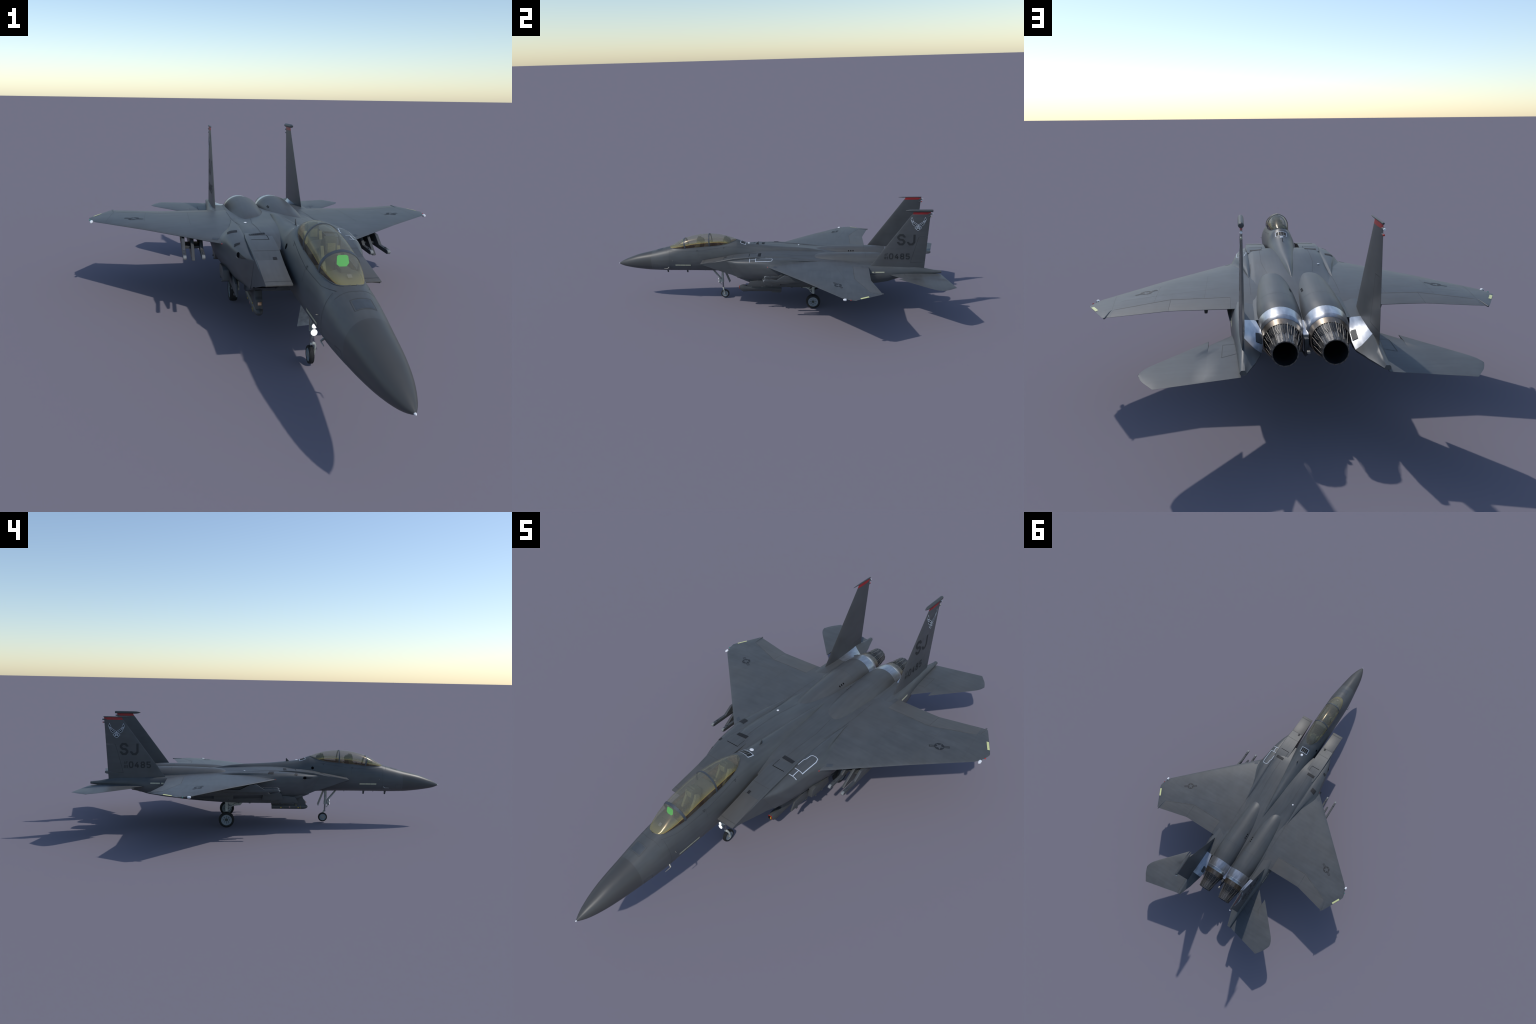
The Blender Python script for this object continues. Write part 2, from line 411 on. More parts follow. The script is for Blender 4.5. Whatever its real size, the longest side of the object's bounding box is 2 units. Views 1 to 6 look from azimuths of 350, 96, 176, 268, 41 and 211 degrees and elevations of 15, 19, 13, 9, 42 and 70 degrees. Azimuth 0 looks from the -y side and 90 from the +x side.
# ------------------------------------------------------------------ centre fuselage
S = [-.21, -.15, -.09, -.02, .06, .13, .19, .25, .30, .37, .45, .55, .62, .655]
zt1 = pw(list(zip(S, [.302, .3145, .3232, .3230, .3180, .3115, .306, .3000, .2970, .2935, .2895, .2840, .2805, .2790])))
zsh = pw(list(zip(S, [.298, .3095, .3170, .3165, .3120, .3060, .301, .2970, .2950, .2920, .2875, .2825, .2795, .2785])))
zt0 = pw(list(zip(S, [.302, .316, .3240, .3255, .3235, .3195, .316, .3120, .3080, .3010, .2930, .2835, .2760, .2720])))
zbt = pw(list(zip(S, [.178, .160, .1400, .1290, .1280, .1280, .129, .1310, .1340, .1390, .1460, .1580, .1680, .1730])))
def body_ring(y):
    zb, a, s, c = zbt(y), zt1(y), zsh(y), zt0(y)
    half = [(0, zb), (.05, zb), (.095, zb), (.115, zb+.003), (.130, zb+.012), (.142, zb+.03), (.149, zb+.055), (.1505, .24), (.1505, s-.014),
            (.149, s-.005), (.143, s), (.125, (a+s)/2+.0008), (.10, a), (.08, a+(c-a)*.35+.0005), (.055, a+(c-a)*.75), (.03, c), (0, c)]
    return [Vector((x, y, z)) for x, z in half]+[Vector((-x, y, z)) for x, z in half[-2:0:-1]]
body = loft("centre_fuselage", [body_ring(y) for y in frange(-.21, .655, .02)], M_BODY, angle=40)

# ------------------------------------------------------------------ intakes
def intake(sg):
    #      yT     zT    xi    xo    yB     zB
    R = [(-.446, .2725, .081, .1490, -.232, .1960), (-.40, .2810, .080, .1500, -.222, .1880), (-.31, .2980, .078, .1530, -.205, .1815), (-.25, .3110, .076, .1550, -.190, .1770),
         (-.19, .3170, .074, .1555, -.17, .1680), (-.12, .3213, .072, .1545, -.12, .150), (-.06, .3180, .072, .1480, -.06, .1340)]
    def ring(r, d=0.0):
        yT, zT, xi, xo, yB, zB = r
        a, b = xi+d, xo-d; t, u = zT-d*.9, zB+d*.9
        pts = [(a, yT, t), (b-.0025, yT, t), (b, yT+.001, t-.0025)]
        for k in (.25, .5, .75): pts.append((b, yT+(yB-yT)*k, t+(u-t)*k))
        pts += [(b, yB, u+.004), (b-.004, yB, u), (a, yB, u)]
        for k in (.75, .5, .25): pts.append((a, yT+(yB-yT)*k, t+(u-t)*k))
        return [Vector((sg*x, y, z)) for x, y, z in pts]
    ob = loft("air_intake", [ring(r) for r in R], M_BODY, cap0=False, angle=25)
    # rim and duct
    inner = [ring(R[0], .0), ring(R[0], .0025), ring(R[1], .004), ring(R[3], .006), ring(R[5], .012)]
    loft("intake_duct", inner, M_BLACK, ob, cap0=False, angle=25)
    # hinged upper ramp, slightly proud
    def zr(y): return lin([(r[0], r[1]) for r in R])(y)
    prism_pts = [(-.4465, zr(-.446)+.0012), (-.308, zr(-.308)+.0012), (-.308, zr(-.308)-.003), (-.4465, zr(-.446)-.0025)]
    prism("intake_ramp", prism_pts, sg*.0803, sg*.1503, M_RAMP, ob, bevel=.0004)
    return ob
intakes = {sg: intake(sg) for sg in (1, -1)}

# ------------------------------------------------------------------ conformal fuel tanks
x_out = pw([(-.287, .1540), (-.27, .1610), (-.237, .1760), (-.185, .1905), (-.139, .2005), (-.07, .2100), (0, .2235), (.05, .2320), (.15, .2360), (.30, .2340), (.45, .2250), (.55, .2160), (.62, .2060)])
t_top = pw([(-.287, .2925), (-.24, .2990), (-.146, .3110), (-.10, .3140), (-.02, .3150), (.06, .3130), (.14, .3085), (.20, .3030), (.26, .2960), (.35, .285), (.60, .265)])
t_bot = pw([(-.287, .1880), (-.24, .1860), (-.20, .1820), (-.15, .1760), (-.05, .1680), (.1, .1640), (.3, .1600), (.45, .1620), (.55, .1700), (.62, .1800)])
t_tap = pw([(-.08, 1.04), (-.035, .98), (.044, .64), (.106, .42), (.177, .20), (.246, 0.0), (.62, 0.0)])
def tank_ring(sg, y):
    """flank section: flat side, rounded keel, shoulder that tapers away above the wing"""
    xo, zt, zb = x_out(y), t_top(y), t_bot(y)
    e = max(xo-.1535, .0004); tp = t_tap(y); B = .1535
    zw = min(.256, zt-.03)
    P = [(.10, zb), (.140, zb), (B+e*.30, zb+.003), (B+e*.66, zb+(zw-zb)*.28), (B+e*.92, zb+(zw-zb)*.62), (xo, zw), (B+e*.98, zw+(zt-zw)*.40),
         (B+e*.86*tp, zw+(zt-zw)*.72), (B+e*.58*tp, zw+(zt-zw)*.93), (B+e*.22*tp, zt), (.150, zt-.001), (.132, zt-.012), (.10, zt-.02)]
    out = []
    for i in range(len(P)-1):          # smooth the section through its control points
        p0, p1, p2, p3 = P[max(i-1, 0)], P[i], P[i+1], P[min(i+2, len(P)-1)]
        for k in range(4):
            t = k/4
            out.append(tuple(.5*((2*p1[a])+(-p0[a]+p2[a])*t+(2*p0[a]-5*p1[a]+4*p2[a]-p3[a])*t*t+(-p0[a]+3*p1[a]-3*p2[a]+p3[a])*t**3) for a in (0, 1)))
    out.append(P[-1])
    fade = max(0, 1-(y+.287)/.24)      # leading edge raked down and aft
    return [Vector((sg*x, y+.62*max(0, .292-z)*fade, z)) for x, z in out]
tanks = {}
for sg in (1, -1):
    tanks[sg] = loft("conformal_fuel_tank", [tank_ring(sg, y) for y in frange(-.287, -.20, .006)+frange(-.19, .62, .02)], M_BODY, angle=45)

# ------------------------------------------------------------------ engine nacelles
n_top = pw([(.17, .285), (.205, .2960), (.225, .3040), (.245, .3105), (.27, .3148), (.30, .3175), (.35, .3200), (.42, .3220), (.5, .3230), (.6, .3220), (.653, .3175), (.705, .3120), (.722, .3055), (.75, .2995)])
n_w = pw([(.17, .050), (.205, .0535), (.235, .0565), (.27, .0600), (.31, .0640), (.38, .0685), (.49, .0715), (.62, .0725), (.653, .0715), (.705, .0665), (.722, .0620), (.75, .0570)])
n_bot = pw([(.19, .15), (.35, .145), (.556, .158), (.636, .1705), (.655, .174), (.705, .1800), (.722, .1850), (.75, .1900)])
NX = .0680
def nac_ring(sg, y, d=0.0, n=40):
    zt, zb, w = n_top(y)+d, n_bot(y)-d, n_w(y)+d
    zc = .2465
    pts = []
    for k in range(n):
        a = 2*math.pi*k/n; s = math.sin(a)
        e = 2.0
        c = math.cos(a); q = 2/2.25 if y < .60 else 2/(2.25-.25*min(1, (y-.60)/.05))
        c = math.copysign(abs(c)**q, c); s = math.copysign(abs(s)**q, s)
        pts.append(Vector((sg*(NX+w*c), y, zc+((zt-zc) if s > 0 else (zc-zb))*s)))
    return pts
nacs = {}
for sg in (1, -1):
    nacs[sg] = loft("engine_nacelle", [nac_ring(sg, y) for y in frange(.17, .35, .01)+frange(.37, .653, .018)], M_NACELLE, angle=50)
    loft("nacelle_metal_band", [nac_ring(sg, y) for y in (.653, .67, .69, .7045)], M_METAL, nacs[sg], cap0=False, cap1=False, angle=30)
    loft("nacelle_metal_ring", [nac_ring(sg, y, .0008 if .705 < y < .7215 else 0) for y in (.7045, .7055, .721, .7220)], M_METAL, nacs[sg], cap0=False, cap1=False, angle=30)
    loft("burnt_shroud_ring", [nac_ring(sg, y) for y in (.722, .735, .75)]+[nac_ring(sg, .75, -.003), nac_ring(sg, .735, -.006)], M_BURNT, nacs[sg], cap0=False, cap1=False, angle=30)

# centre beaver-tail strip between the engines
loft("tail_centre_strip", [[Vector((x, y, z)) for x, z in ((-w, zt), (w, zt), (w, zt-.05), (-w, zt-.05))] for y, w, zt in ((.652, .012, .2735), (.69, .010, .2655), (.735, .0075, .2590))], M_METAL, body, angle=30)
box("tail_centre_block", (0, .742, .232), (.012, .03, .044), M_STORE, body)
tube("arrestor_hook", [(0, .60, .165), (0, .72, .190), (-.001, .787, .226)], [.004, .0035, .003], M_ANT, body)
box("hook_shoe", (-.001, .790, .229), (.009, .012, .006), M_PROBE, body)

# ------------------------------------------------------------------ exhaust nozzles
NZ = .2475
def nozzle(sg):
    cx = sg*NX
    hub = lathe("exhaust_nozzle", [(.050, .738), (.0505, .752), (.0450, .768), (.0375, .790), (.0368, .812), (.0352, .830), (.0345, .8405), (.0335, .8405), (.0340, .80), (.036, .74), (.030, .66), (.0, .655)],
                (cx, 0, NZ), (0, 1, 0), M_NOZIN, n=45, angle=40)
    n = 15
    # flap plate
    bm = bmesh.new(); da = math.pi/n*.90
    rows = []
    for y, r in ((.787, .0398), (.800, .0390), (.822, .0374), (.8425, .0358)):
        for dr in (0,):
            rows.append([(r*1.0, a, y) for a in (-da, -da*.45, 0, da*.45, da)])
    top = [[bm.verts.new(((r+(.0010 if abs(a) < da*.6 else 0))*math.sin(a), y, (r+(.0010 if abs(a) < da*.6 else 0))*math.cos(a))) for r, a, y in row] for row in rows]
    bot = [[bm.verts.new(((r-.0022)*math.sin(a), y, (r-.0022)*math.cos(a))) for r, a, y in row] for row in rows]
    for A, flip in ((top, 0), (bot, 1)):
        for p, q in zip(A, A[1:]):
            for i in range(4):
                f = (p[i], p[i+1], q[i+1], q[i]); bm.faces.new(f[::-1] if flip else f)
    for i in range(4):
        bm.faces.new((top[0][i], top[0][i+1], bot[0][i+1], bot[0][i])); bm.faces.new((top[-1][i], top[-1][i+1], bot[-1][i+1], bot[-1][i]))
    for p, q, u, v in zip(top, top[1:], bot, bot[1:]):
        bm.faces.new((p[0], q[0], v[0], u[0])); bm.faces.new((p[-1], q[-1], v[-1], u[-1]))
    ob = finish("nozzle_petal", bm, M_PETAL, hub, 25); base = ob.data
    rod = tube("nozzle_rod", [(0, .745, .0545), (0, .785, .0460), (0, .826, .0384)], [.0009, .0010, .0009], M_ROD, hub, n=8)
    fork = tube("nozzle_linkage", [(.0022, .750, .0520), (.0036, .772, .0462), (.0008, .790, .0405)], [.0010, .0012, .0009], M_PETAL, hub, n=6)
    for k in range(n):
        M = Matrix.Translation((cx, 0, NZ)) @ Matrix.Rotation(2*math.pi*(k+.35)/n, 4, 'Y')
        H = Matrix.Rotation(math.pi/n, 4, 'Y')
        for src, off in ((ob, Matrix.Identity(4)), (rod, Matrix.Identity(4)), (fork, H), (fork, Matrix.Rotation(math.pi/n*.45, 4, 'Y'))):
            if k == 0 and not src.get("placed"):
                src.matrix_local = M @ off; src["placed"] = 1; continue
            c = src.copy(); bpy.context.scene.collection.objects.link(c); c.parent = hub; c.matrix_local = M @ off
    return hub
for sg in (1, -1): nozzle(sg)

# ------------------------------------------------------------------ lifting surfaces
CH = [0, .012, .035, .08, .16, .28, .42, .56, .70, .84, .94, 1.0]
TH = [0, .17, .32, .50, .74, .93, 1.0, .98, .88, .62, .30, .05]
thick = pw(list(zip(CH, TH)))
def panel(name, stations, mat, parent=None, axis='z', c0=None, c1=None, nc=14, angle=40):
    """stations: (LE, TE, half thickness); c0/c1: optional chord-fraction limits per station index"""
    rings = []
    for i, (le, te, h) in enumerate(stations):
        le, te = Vector(le), Vector(te)
        a = c0(i) if c0 else 0.0; b = c1(i) if c1 else 1.0
        cs = [a+(b-a)*(0.5-0.5*math.cos(math.pi*k/nc)) if a == 0 else a+(b-a)*k/nc for k in range(nc+1)]
        nv = Vector((0, 0, 1)) if axis == 'z' else Vector((1, 0, 0))
        up = [le.lerp(te, c)+nv*h*thick(c) for c in cs]
        dn = [le.lerp(te, c)-nv*h*thick(c) for c in cs]
        lo = 1 if a == 0 else 0
        rings.append(up+dn[::-1][0:len(dn)-lo])
    return loft(name, rings, mat, parent, angle=angle)

w_le = lin([(.10, -.1455), (.206, -.043), (.640, .3805), (.650, .3960), (.658, .4120), (.664, .4280), (.6675, .4440), (.6690, .452)])
w_te = lin([(.10, .543), (.22, .543), (.405, .541), (.583, .584), (.601, .584), (.660, .4745), (.666, .4610), (.6690, .454)])
w_zle = lin([(.10, .2800), (.206, .2800), (.45, .2780), (.669, .2700)])
w_zte = lin([(.10, .2785), (.405, .2770), (.6, .2765), (.669, .2730)])
w_th = pw([(.10, .0185), (.206, .0172), (.35, .0135), (.5, .0092), (.6, .0054), (.64, .0034), (.669, .0008)])
w_hg = lin([(.216, .455), (.408, .454), (.578, .526)])
def wst(sg, x):
    return ((sg*x, w_le(x), w_zle(x)), (sg*x, w_te(x), w_zte(x)), w_th(x))
def hfrac(x, gap=0.0):
    return (w_hg(x)+gap-w_le(x))/(w_te(x)-w_le(x))
wings = {}
for sg in (1, -1):
    xa = [.10, .15, .206, .2155]
    xb = [.2155, .25, .30, .35, .408, .45, .50, .54, .578]
    xc = [.578, .59, .601, .61, .62, .63, .635, .64, .645, .65, .654, .658, .661, .664, .666, .6675, .6690]
    w = panel("wing", [wst(sg, x) for x in xb], M_WING, c1=lambda i: hfrac(xb[i]))
    panel("wing_root", [wst(sg, x) for x in xa], M_WING, w)
    panel("wing_tip", [wst(sg, x) for x in xc], M_WING, w)
    fx = [.2158, .25, .30, .35, .4078]; ax = [.4083, .45, .50, .54, .5778]
    panel("flap", [wst(sg, x) for x in fx], M_FLAP, w, c0=lambda i: hfrac(fx[i], .0003), nc=6)
    panel("aileron", [wst(sg, x) for x in ax], M_FLAP, w, c0=lambda i: hfrac(ax[i], .0003), nc=6)
    wings[sg] = w
    tube("fuel_dump_mast", [(sg*.584, .520, .2795), (sg*.588, .545, .2790), (sg*.592, .586, .2770), (sg*.593, .592, .2768)], [.0012, .0028, .0030, .0024], M_WING, w, n=10)
    lathe("wingtip_light", [(0, -.012), (.0035, -.011), (.0058, -.007), (.0062, -.001), (.0060, .004), (.003, .006)], (sg*.6555, .397, .2690), (0, 1, 0), M_LENS, w, n=16)
    tube("light_mount", [(sg*.655, .402, .2690), (sg*.651, .418, .2690)], [.005, .002], M_ANT, w, n=10)
    lathe("navigation_light", [(0, -.003), (.002, -.002), (.003, .0005), (.0, .003)], (sg*.6640, .424, .2705), (sg*.4, -.6, 0), M_REDLENS if sg > 0 else M_GREENLENS, w, n=12)

# stabilators
st_le = lin([(.186, .6365), (.206, .659), (.2755, .738), (.2762, .7045), (.410, .8540), (.425, .8720), (.436, .8900), (.4420, .9080), (.4430, .918)])
st_te = lin([(.186, .9505), (.396, .9985), (.427, .9560), (.438, .9330), (.4420, .9220), (.4430, .9195)])
stab = {}
for sg in (1, -1):
    xs = [.186, .206, .24, .2755, .2762, .31, .35, .385, .396, .403, .410, .418, .425, .431, .436, .440, .442, .4430]
    h = pw([(.186, .0060), (.28, .0046), (.40, .0026), (.443, .0008)])
    stab[sg] = panel("stabilator", [((sg*x, st_le(x), .2365), (sg*x, st_te(x), .2355), h(x)) for x in xs], M_WING)

# fins
f_le = lin([(.268, .5445), (.281, .553), (.595, .783)])
f_te = lin([(.268, .857), (.595, .876)])
f_x = lin([(.268, .1815), (.595, .1770)])
f_h = pw([(.268, .0085), (.40, .0062), (.583, .0030), (.598, .0026)])
r_h = lin([(.306, .777), (.375, .795), (.456, .818)])
fins = {}
def fst(sg, z): return ((sg*f_x(z), f_le(z), z), (sg*f_x(z), f_te(z), z), f_h(z))
def rfr(z, g=0.0): return (r_h(z)+g-f_le(z))/(f_te(z)-f_le(z))
for sg in (1, -1):
    za = [.268, .285, .306]; zm = frange(.306, .456, .025); zu = [.456, .50, .54, .5850]
    f = panel("tail_fin", [fst(sg, z) for z in zm], M_FIN, axis='x', c1=lambda i: rfr(zm[i]))
    panel("fin_base", [fst(sg, z) for z in za], M_FIN, f, axis='x')
    panel("fin_upper", [fst(sg, z) for z in zu], M_FIN, f, axis='x')
    zr_ = frange(.3068, .4552, .025)
    panel("rudder", [fst(sg, z) for z in zr_], M_FIN, f, axis='x', c0=lambda i: rfr(zr_[i], .0008), nc=6)
    panel("fin_tip_band", [((sg*f_x(z), f_le(z), z), (sg*f_x(z), f_te(z), z), f_h(z)+.0003) for z in (.5850, .592, .598)], M_RED, f, axis='x')
    if sg > 0:
        lathe("fin_tip_pod", [(0, .7375), (.0022, .7420), (.0050, .752), (.0068, .762), (.0075, .775), (.0076, .88), (.0072, .8845), (.0055, .8880), (0, .889)], (.1775, 0, .6045), (0, 1, 0), M_STORE, f, n=24)
    else:
        lathe("fin_tip_pod", [(0, .7385), (.0012, .745), (.0024, .765), (.0030, .80), (.0032, .87), (.0026, .878), (0, .880)], (-.1772, 0, .5998), (0, 1, 0), M_STORE, f, n=16)
    for zz, y0, y1, r, tip in ((.5865, .858, .8845, .0036, M_LENS), (.5715, .8585, .8790, .0031, M_REDLENS if sg < 0 else M_SLIME)):
        p = lathe("fin_tail_light", [(0, y0), (r*.7, y0+.006), (r, y0+.012), (r, y1), (0, y1)], (sg*.1775, 0, zz), (0, 1, 0), M_FIN, f, n=16)
        lathe("light_lens", [(r*.95, y1-.0004), (r*1.02, y1+.002), (r*.8, y1+.0045), (0, y1+.0055)], (sg*.1775, 0, zz), (0, 1, 0), tip, f, n=16)
    fins[sg] = f

# ------------------------------------------------------------------ tail booms
b_out = pw([(.40, .2140), (.55, .2165), (.632, .2135), (.715, .2050), (.80, .1990), (.87, .1945), (.955, .1895)])
b_in = pw([(.40, .140), (.65, .140), (.70, .1310), (.735, .1245), (.773, .1235), (.80, .1295), (.82, .1335), (.845, .1395), (.88, .1470), (.92, .1610), (.955, .1720)])
b_top = pw([(.40, .2880), (.553, .2830), (.653, .2805), (.74, .2815), (.785, .2815), (.83, .2760), (.873, .2665), (.91, .2590), (.955, .2545)])
b_bot = pw([(.40, .175), (.55, .1820), (.64, .1930), (.715, .2130), (.80, .2240), (.87, .2330), (.955, .2425)])
b_inz = pw([(.40, .285), (.653, .2780), (.70, .2735), (.735, .2660), (.77, .2500), (.80, .2350), (.857, .2420), (.955, .2475)])
boom = {}
for sg in (1, -1):
    def boom_ring(y):
        o, i, t, b = b_out(y), b_in(y), b_top(y), b_bot(y)
        w = o-i; h = t-b; zi = b_inz(y); xf = min(.176, i+w*.70)
        P = [(i+w*.25, b), (o-w*.16, b), (o-w*.04, b+h*.18), (o, b+h*.45), (o-w*.05, b+h*.72), (o-w*.18, t-h*.06), (max(xf+w*.06, o-w*.30), t), (xf, t),
             (i+(xf-i)*.72, zi+(t-zi)*.66), (i+(xf-i)*.36, zi+(t-zi)*.26), (i, zi), (i+w*.04, b+(zi-b)*.35)]
        return [Vector((sg*x, y, z)) for x, z in P]
    yy = [.40, .45, .50, .55, .60, .653, .68, .71, .74, .77, .80, .83, .857, .88, .91, .935, .953]
    bm = bmesh.new(); bmm = bmesh.new()
    rings = [boom_ring(y) for y in yy]
    n = len(rings[0])
    for k in range(len(yy)-1):
        shiny = .65 <= yy[k] < .795
        for i in range(n):
            j = (i+1) % n
            tgt = bmm if (shiny and i in (7, 8, 9)) else bm
            tgt.faces.new([tgt.verts.new(p) for p in (rings[k][i], rings[k][j], rings[k+1][j], rings[k+1][i])])
    bm.faces.new([bm.verts.new(p) for p in rings[0]]); bm.faces.new([bm.verts.new(p) for p in rings[-1][::-1]])
    b = finish("tail_boom", bm, M_BODY, None, 42)
    hp = finish("heat_shield_panel", bmm, M_METAL, b, 42, recalc=False)
    me = hp.data; me.calc_loop_triangles()
    if sum(p.normal.x*p.center.x for p in me.polygons) > 0: me.flip_normals()
    boom[sg] = b

# ------------------------------------------------------------------ stores
for sg in (1, -1):
    x = sg*.302
    py = prism("wing_pylon", [(-.002, .2190), (.010, .2150), (.05, .2130), (.20, .2090), (.35, .2055), (.372, .2080), (.382, .222), (.372, .272), (.09, .2745), (.072, .2680), (.031, .2410)], x-.0052, x+.0052, M_STORE, bevel=.0020)
    for xx in (sg*.273, sg*.331):
        r = prism("launch_rail", [(-.047, .2405), (-.043, .2330), (.235, .2330), (.245, .238), (.245, .246), (-.038, .2470), (-.0455, .2455)], xx-.0055, xx+.0055, M_STORE, py, bevel=.0012)
        prism("rail_nose_cap", [(-.0525, .2395), (-.0495, .2345), (-.042, .2327), (-.038, .2473), (-.046, .2465), (-.052, .2430)], xx-.0052, xx+.0052, M_RAIL, py, bevel=.0022)
        prism("rail_adapter", [(.028, .2455), (.070, .2730), (.105, .2730), (.160, .2440)], xx-.0050, xx+.0050, M_STORE, py, bevel=.001)
        box("rail_crossbeam", ((xx+x)/2, .105, .2440), (abs(xx-x)*1.0, .07, .008), M_STORE, py, bevel=.002)
        box("rail_lug", (xx, -.018, .2485), (.004, .010, .003), M_ANT, py, bevel=.0006)
    # stub pylons on the tank flank
    for pr in ([(-.078, .172), (-.070, .204), (-.05, .210), (.03, .200), (.036, .1690), (.01, .1645), (-.03, .1655), (-.06, .1680)],
               [(.190, .168), (.188, .195), (.29, .198), (.296, .180), (.290, .166), (.26, .1630), (.22, .1625)]):
        s = prism("tank_stub_pylon", pr, sg*.196, sg*.2160, M_STORE, tanks[sg], bevel=.002)
        y0 = pr[0][0]
        for dy in (.025, .065):
            box("sway_brace", (sg*.206, y0+dy, .1655), (.026, .006, .006), M_ANT, tanks[sg], bevel=.001)
    prism("tank_keel_pylon", [(-.166, .1475), (-.145, .1820), (-.05, .190), (.38, .190), (.40, .172), (.30, .1530), (.16, .1465), (0, .1460)], sg*.1800, sg*.1872, M_STORE, tanks[sg], bevel=.0015)
    for y0 in (-.135, -.075, .10, .16):
        box("sway_brace", (sg*.1835, y0, .1465), (.014, .010, .005), M_ANT, tanks[sg], bevel=.001)

# right-hand navigation pod
PX = -.125
podr = lathe("navigation_pod", [(0, -.2250), (.004, -.2240), (.0085, -.2195), (.0120, -.2120), (.0140, -.2010), (.0142, -.19), (.0142, -.024), (0, -.024)], (PX, 0, .1155), (0, 1, 0), M_STORE, n=28)
prism("pod_pylon", [(-.160, .126), (-.150, .180), (-.06, .170), (-.03, .155), (-.02, .126)], PX-.0075, PX+.0075, M_STORE, podr, bevel=.002)
prism("sensor_head", [(-.215, .124), (-.212, .136), (-.207, .152), (-.200, .158), (-.193, .176), (-.150, .180), (-.150, .124)], PX-.0110, PX+.0110, M_STORE, podr, bevel=.003)
box("sensor_window", (PX+.001, -.2142, .1415), (.0110, .0030, .0095), M_SENSOR, podr, bevel=.0006, rot=Matrix.Rotation(math.radians(-14), 3, 'X'))
for yy_, zz_ in ((-.075, .1125), (-.171, .1125)):
    box("yellow_marking", (PX-.0141, yy_, zz_), (.0012, .0065, .0045), M_YELLOW, podr, bevel=0)
box("yellow_marking", (PX-.0108, -.159, .1258), (.0012, .0065, .0045), M_YELLOW, podr, bevel=0, rot=Matrix.Rotation(math.radians(45), 3, 'Y'))
box("yellow_marking", (PX-.0141, -.184, .1150), (.0010, .0010, .016), M_YELLOW, podr, bevel=0)
box("warning_marking", (PX-.0141, -.123, .1150), (.0012, .0075, .0075), plain("warning_marking_paint", (.34, .20, .20)), podr, bevel=0, rot=Matrix.Rotation(math.radians(45), 3, 'X'))

# left-hand targeting pod: faceted nose, octagonal barrel
def oct_ring(y, w, z0, z1, c=.35):
    cx = .125; d = (z1-z0)*c; e = w*c*1.2
    return [Vector((cx+a, y, z)) for a, z in ((-w+e, z0), (w-e, z0), (w, z0+d), (w, z1-d), (w-e, z1), (-w+e, z1), (-w, z1-d), (-w, z0+d))]
podl = loft("targeting_pod", [oct_ring(-.2190, .0075, .1120, .1270, .1), oct_ring(-.2080, .0120, .1000, .1325), oct_ring(-.197, .0140, .0950, .1340), oct_ring(-.185, .0140, .0945, .1330),
                              oct_ring(-.165, .0128, .0965, .1285), oct_ring(-.02, .0125, .0965, .1285), oct_ring(.035, .0125, .0975, .1250)], M_STORE, angle=25)
prism("pod_underbody", [(-.024, .0935), (-.018, .0900), (.03, .0895), (.035, .0945), (.03, .099), (-.02, .099)], .116, .134, M_STORE, podl, bevel=.001)
prism("pod_pylon", [(-.160, .124), (-.152, .178), (-.06, .168), (-.02, .155), (.0, .122)], .1175, .1325, M_STORE, podl, bevel=.002)
box("pod_window_frame", (.125, -.2190, .1195), (.0165, .0020, .0165), M_REDLENS, podl, bevel=.0003)
box("pod_window", (.125, -.2200, .1195), (.0140, .0020, .0140), M_BLACK, podl, bevel=.0003)
box("pod_window_insert", (.1290, -.2207, .1195), (.0050, .0020, .0110), M_YELLOW, podl, bevel=.0003)

# ------------------------------------------------------------------ landing gear
def wheel(parent, c, R, w, rimr, spokes, sg):
    x, y, z = c
    t = lathe("tyre", [(rimr, -w*.36), (rimr*1.05, -w*.46), (R*.80, -w*.50), (R*.92, -w*.45), (R*.985, -w*.30), (R*.985, -w*.20), (R*.975, -w*.18), (R, -w*.16), (R, w*.16), (R*.975, w*.18), (R*.985, w*.20), (R*.985, w*.30), (R*.92, w*.45), (R*.80, w*.50), (rimr*1.05, w*.46), (rimr, w*.36)],
              c, (1, 0, 0), M_TYRE, parent, n=40, angle=60)
    lathe("wheel_rim", [(0, w*.22), (rimr*.28, w*.22), (rimr*.34, w*.34), (rimr*.86, w*.34), (rimr*.90, w*.43), (rimr*1.04, w*.43), (rimr*1.04, -w*.43), (rimr*.9, -w*.43), (rimr*.86, -w*.34), (rimr*.34, -w*.34), (rimr*.28, -w*.22), (0, -w*.22)],
          c, (1, 0, 0), M_RIM, parent, n=36, angle=35)
    if spokes:
        for s2 in (1, -1):
            lathe("hub_cap", [(rimr*.26, w*.30*s2), (rimr*.24, w*.40*s2), (0, w*.41*s2)], c, (1, 0, 0), M_SEAT, parent, n=20)
            for k in range(spokes):
                a = 2*math.pi*k/spokes
                lathe("rim_hole", [(rimr*.115, w*.30*s2), (rimr*.10, w*.352*s2), (0, w*.352*s2)], (x, y+rimr*.58*math.sin(a), z+rimr*.58*math.cos(a)), (1, 0, 0), M_DARK, parent, n=10)
    else:
        for s2 in (1, -1):
            lathe("hub_cap", [(rimr*.42, w*.33*s2), (rimr*.38, w*.37*s2), (rimr*.2, w*.38*s2), (0, w*.38*s2)], c, (1, 0, 0), M_PROBE, parent, n=20)

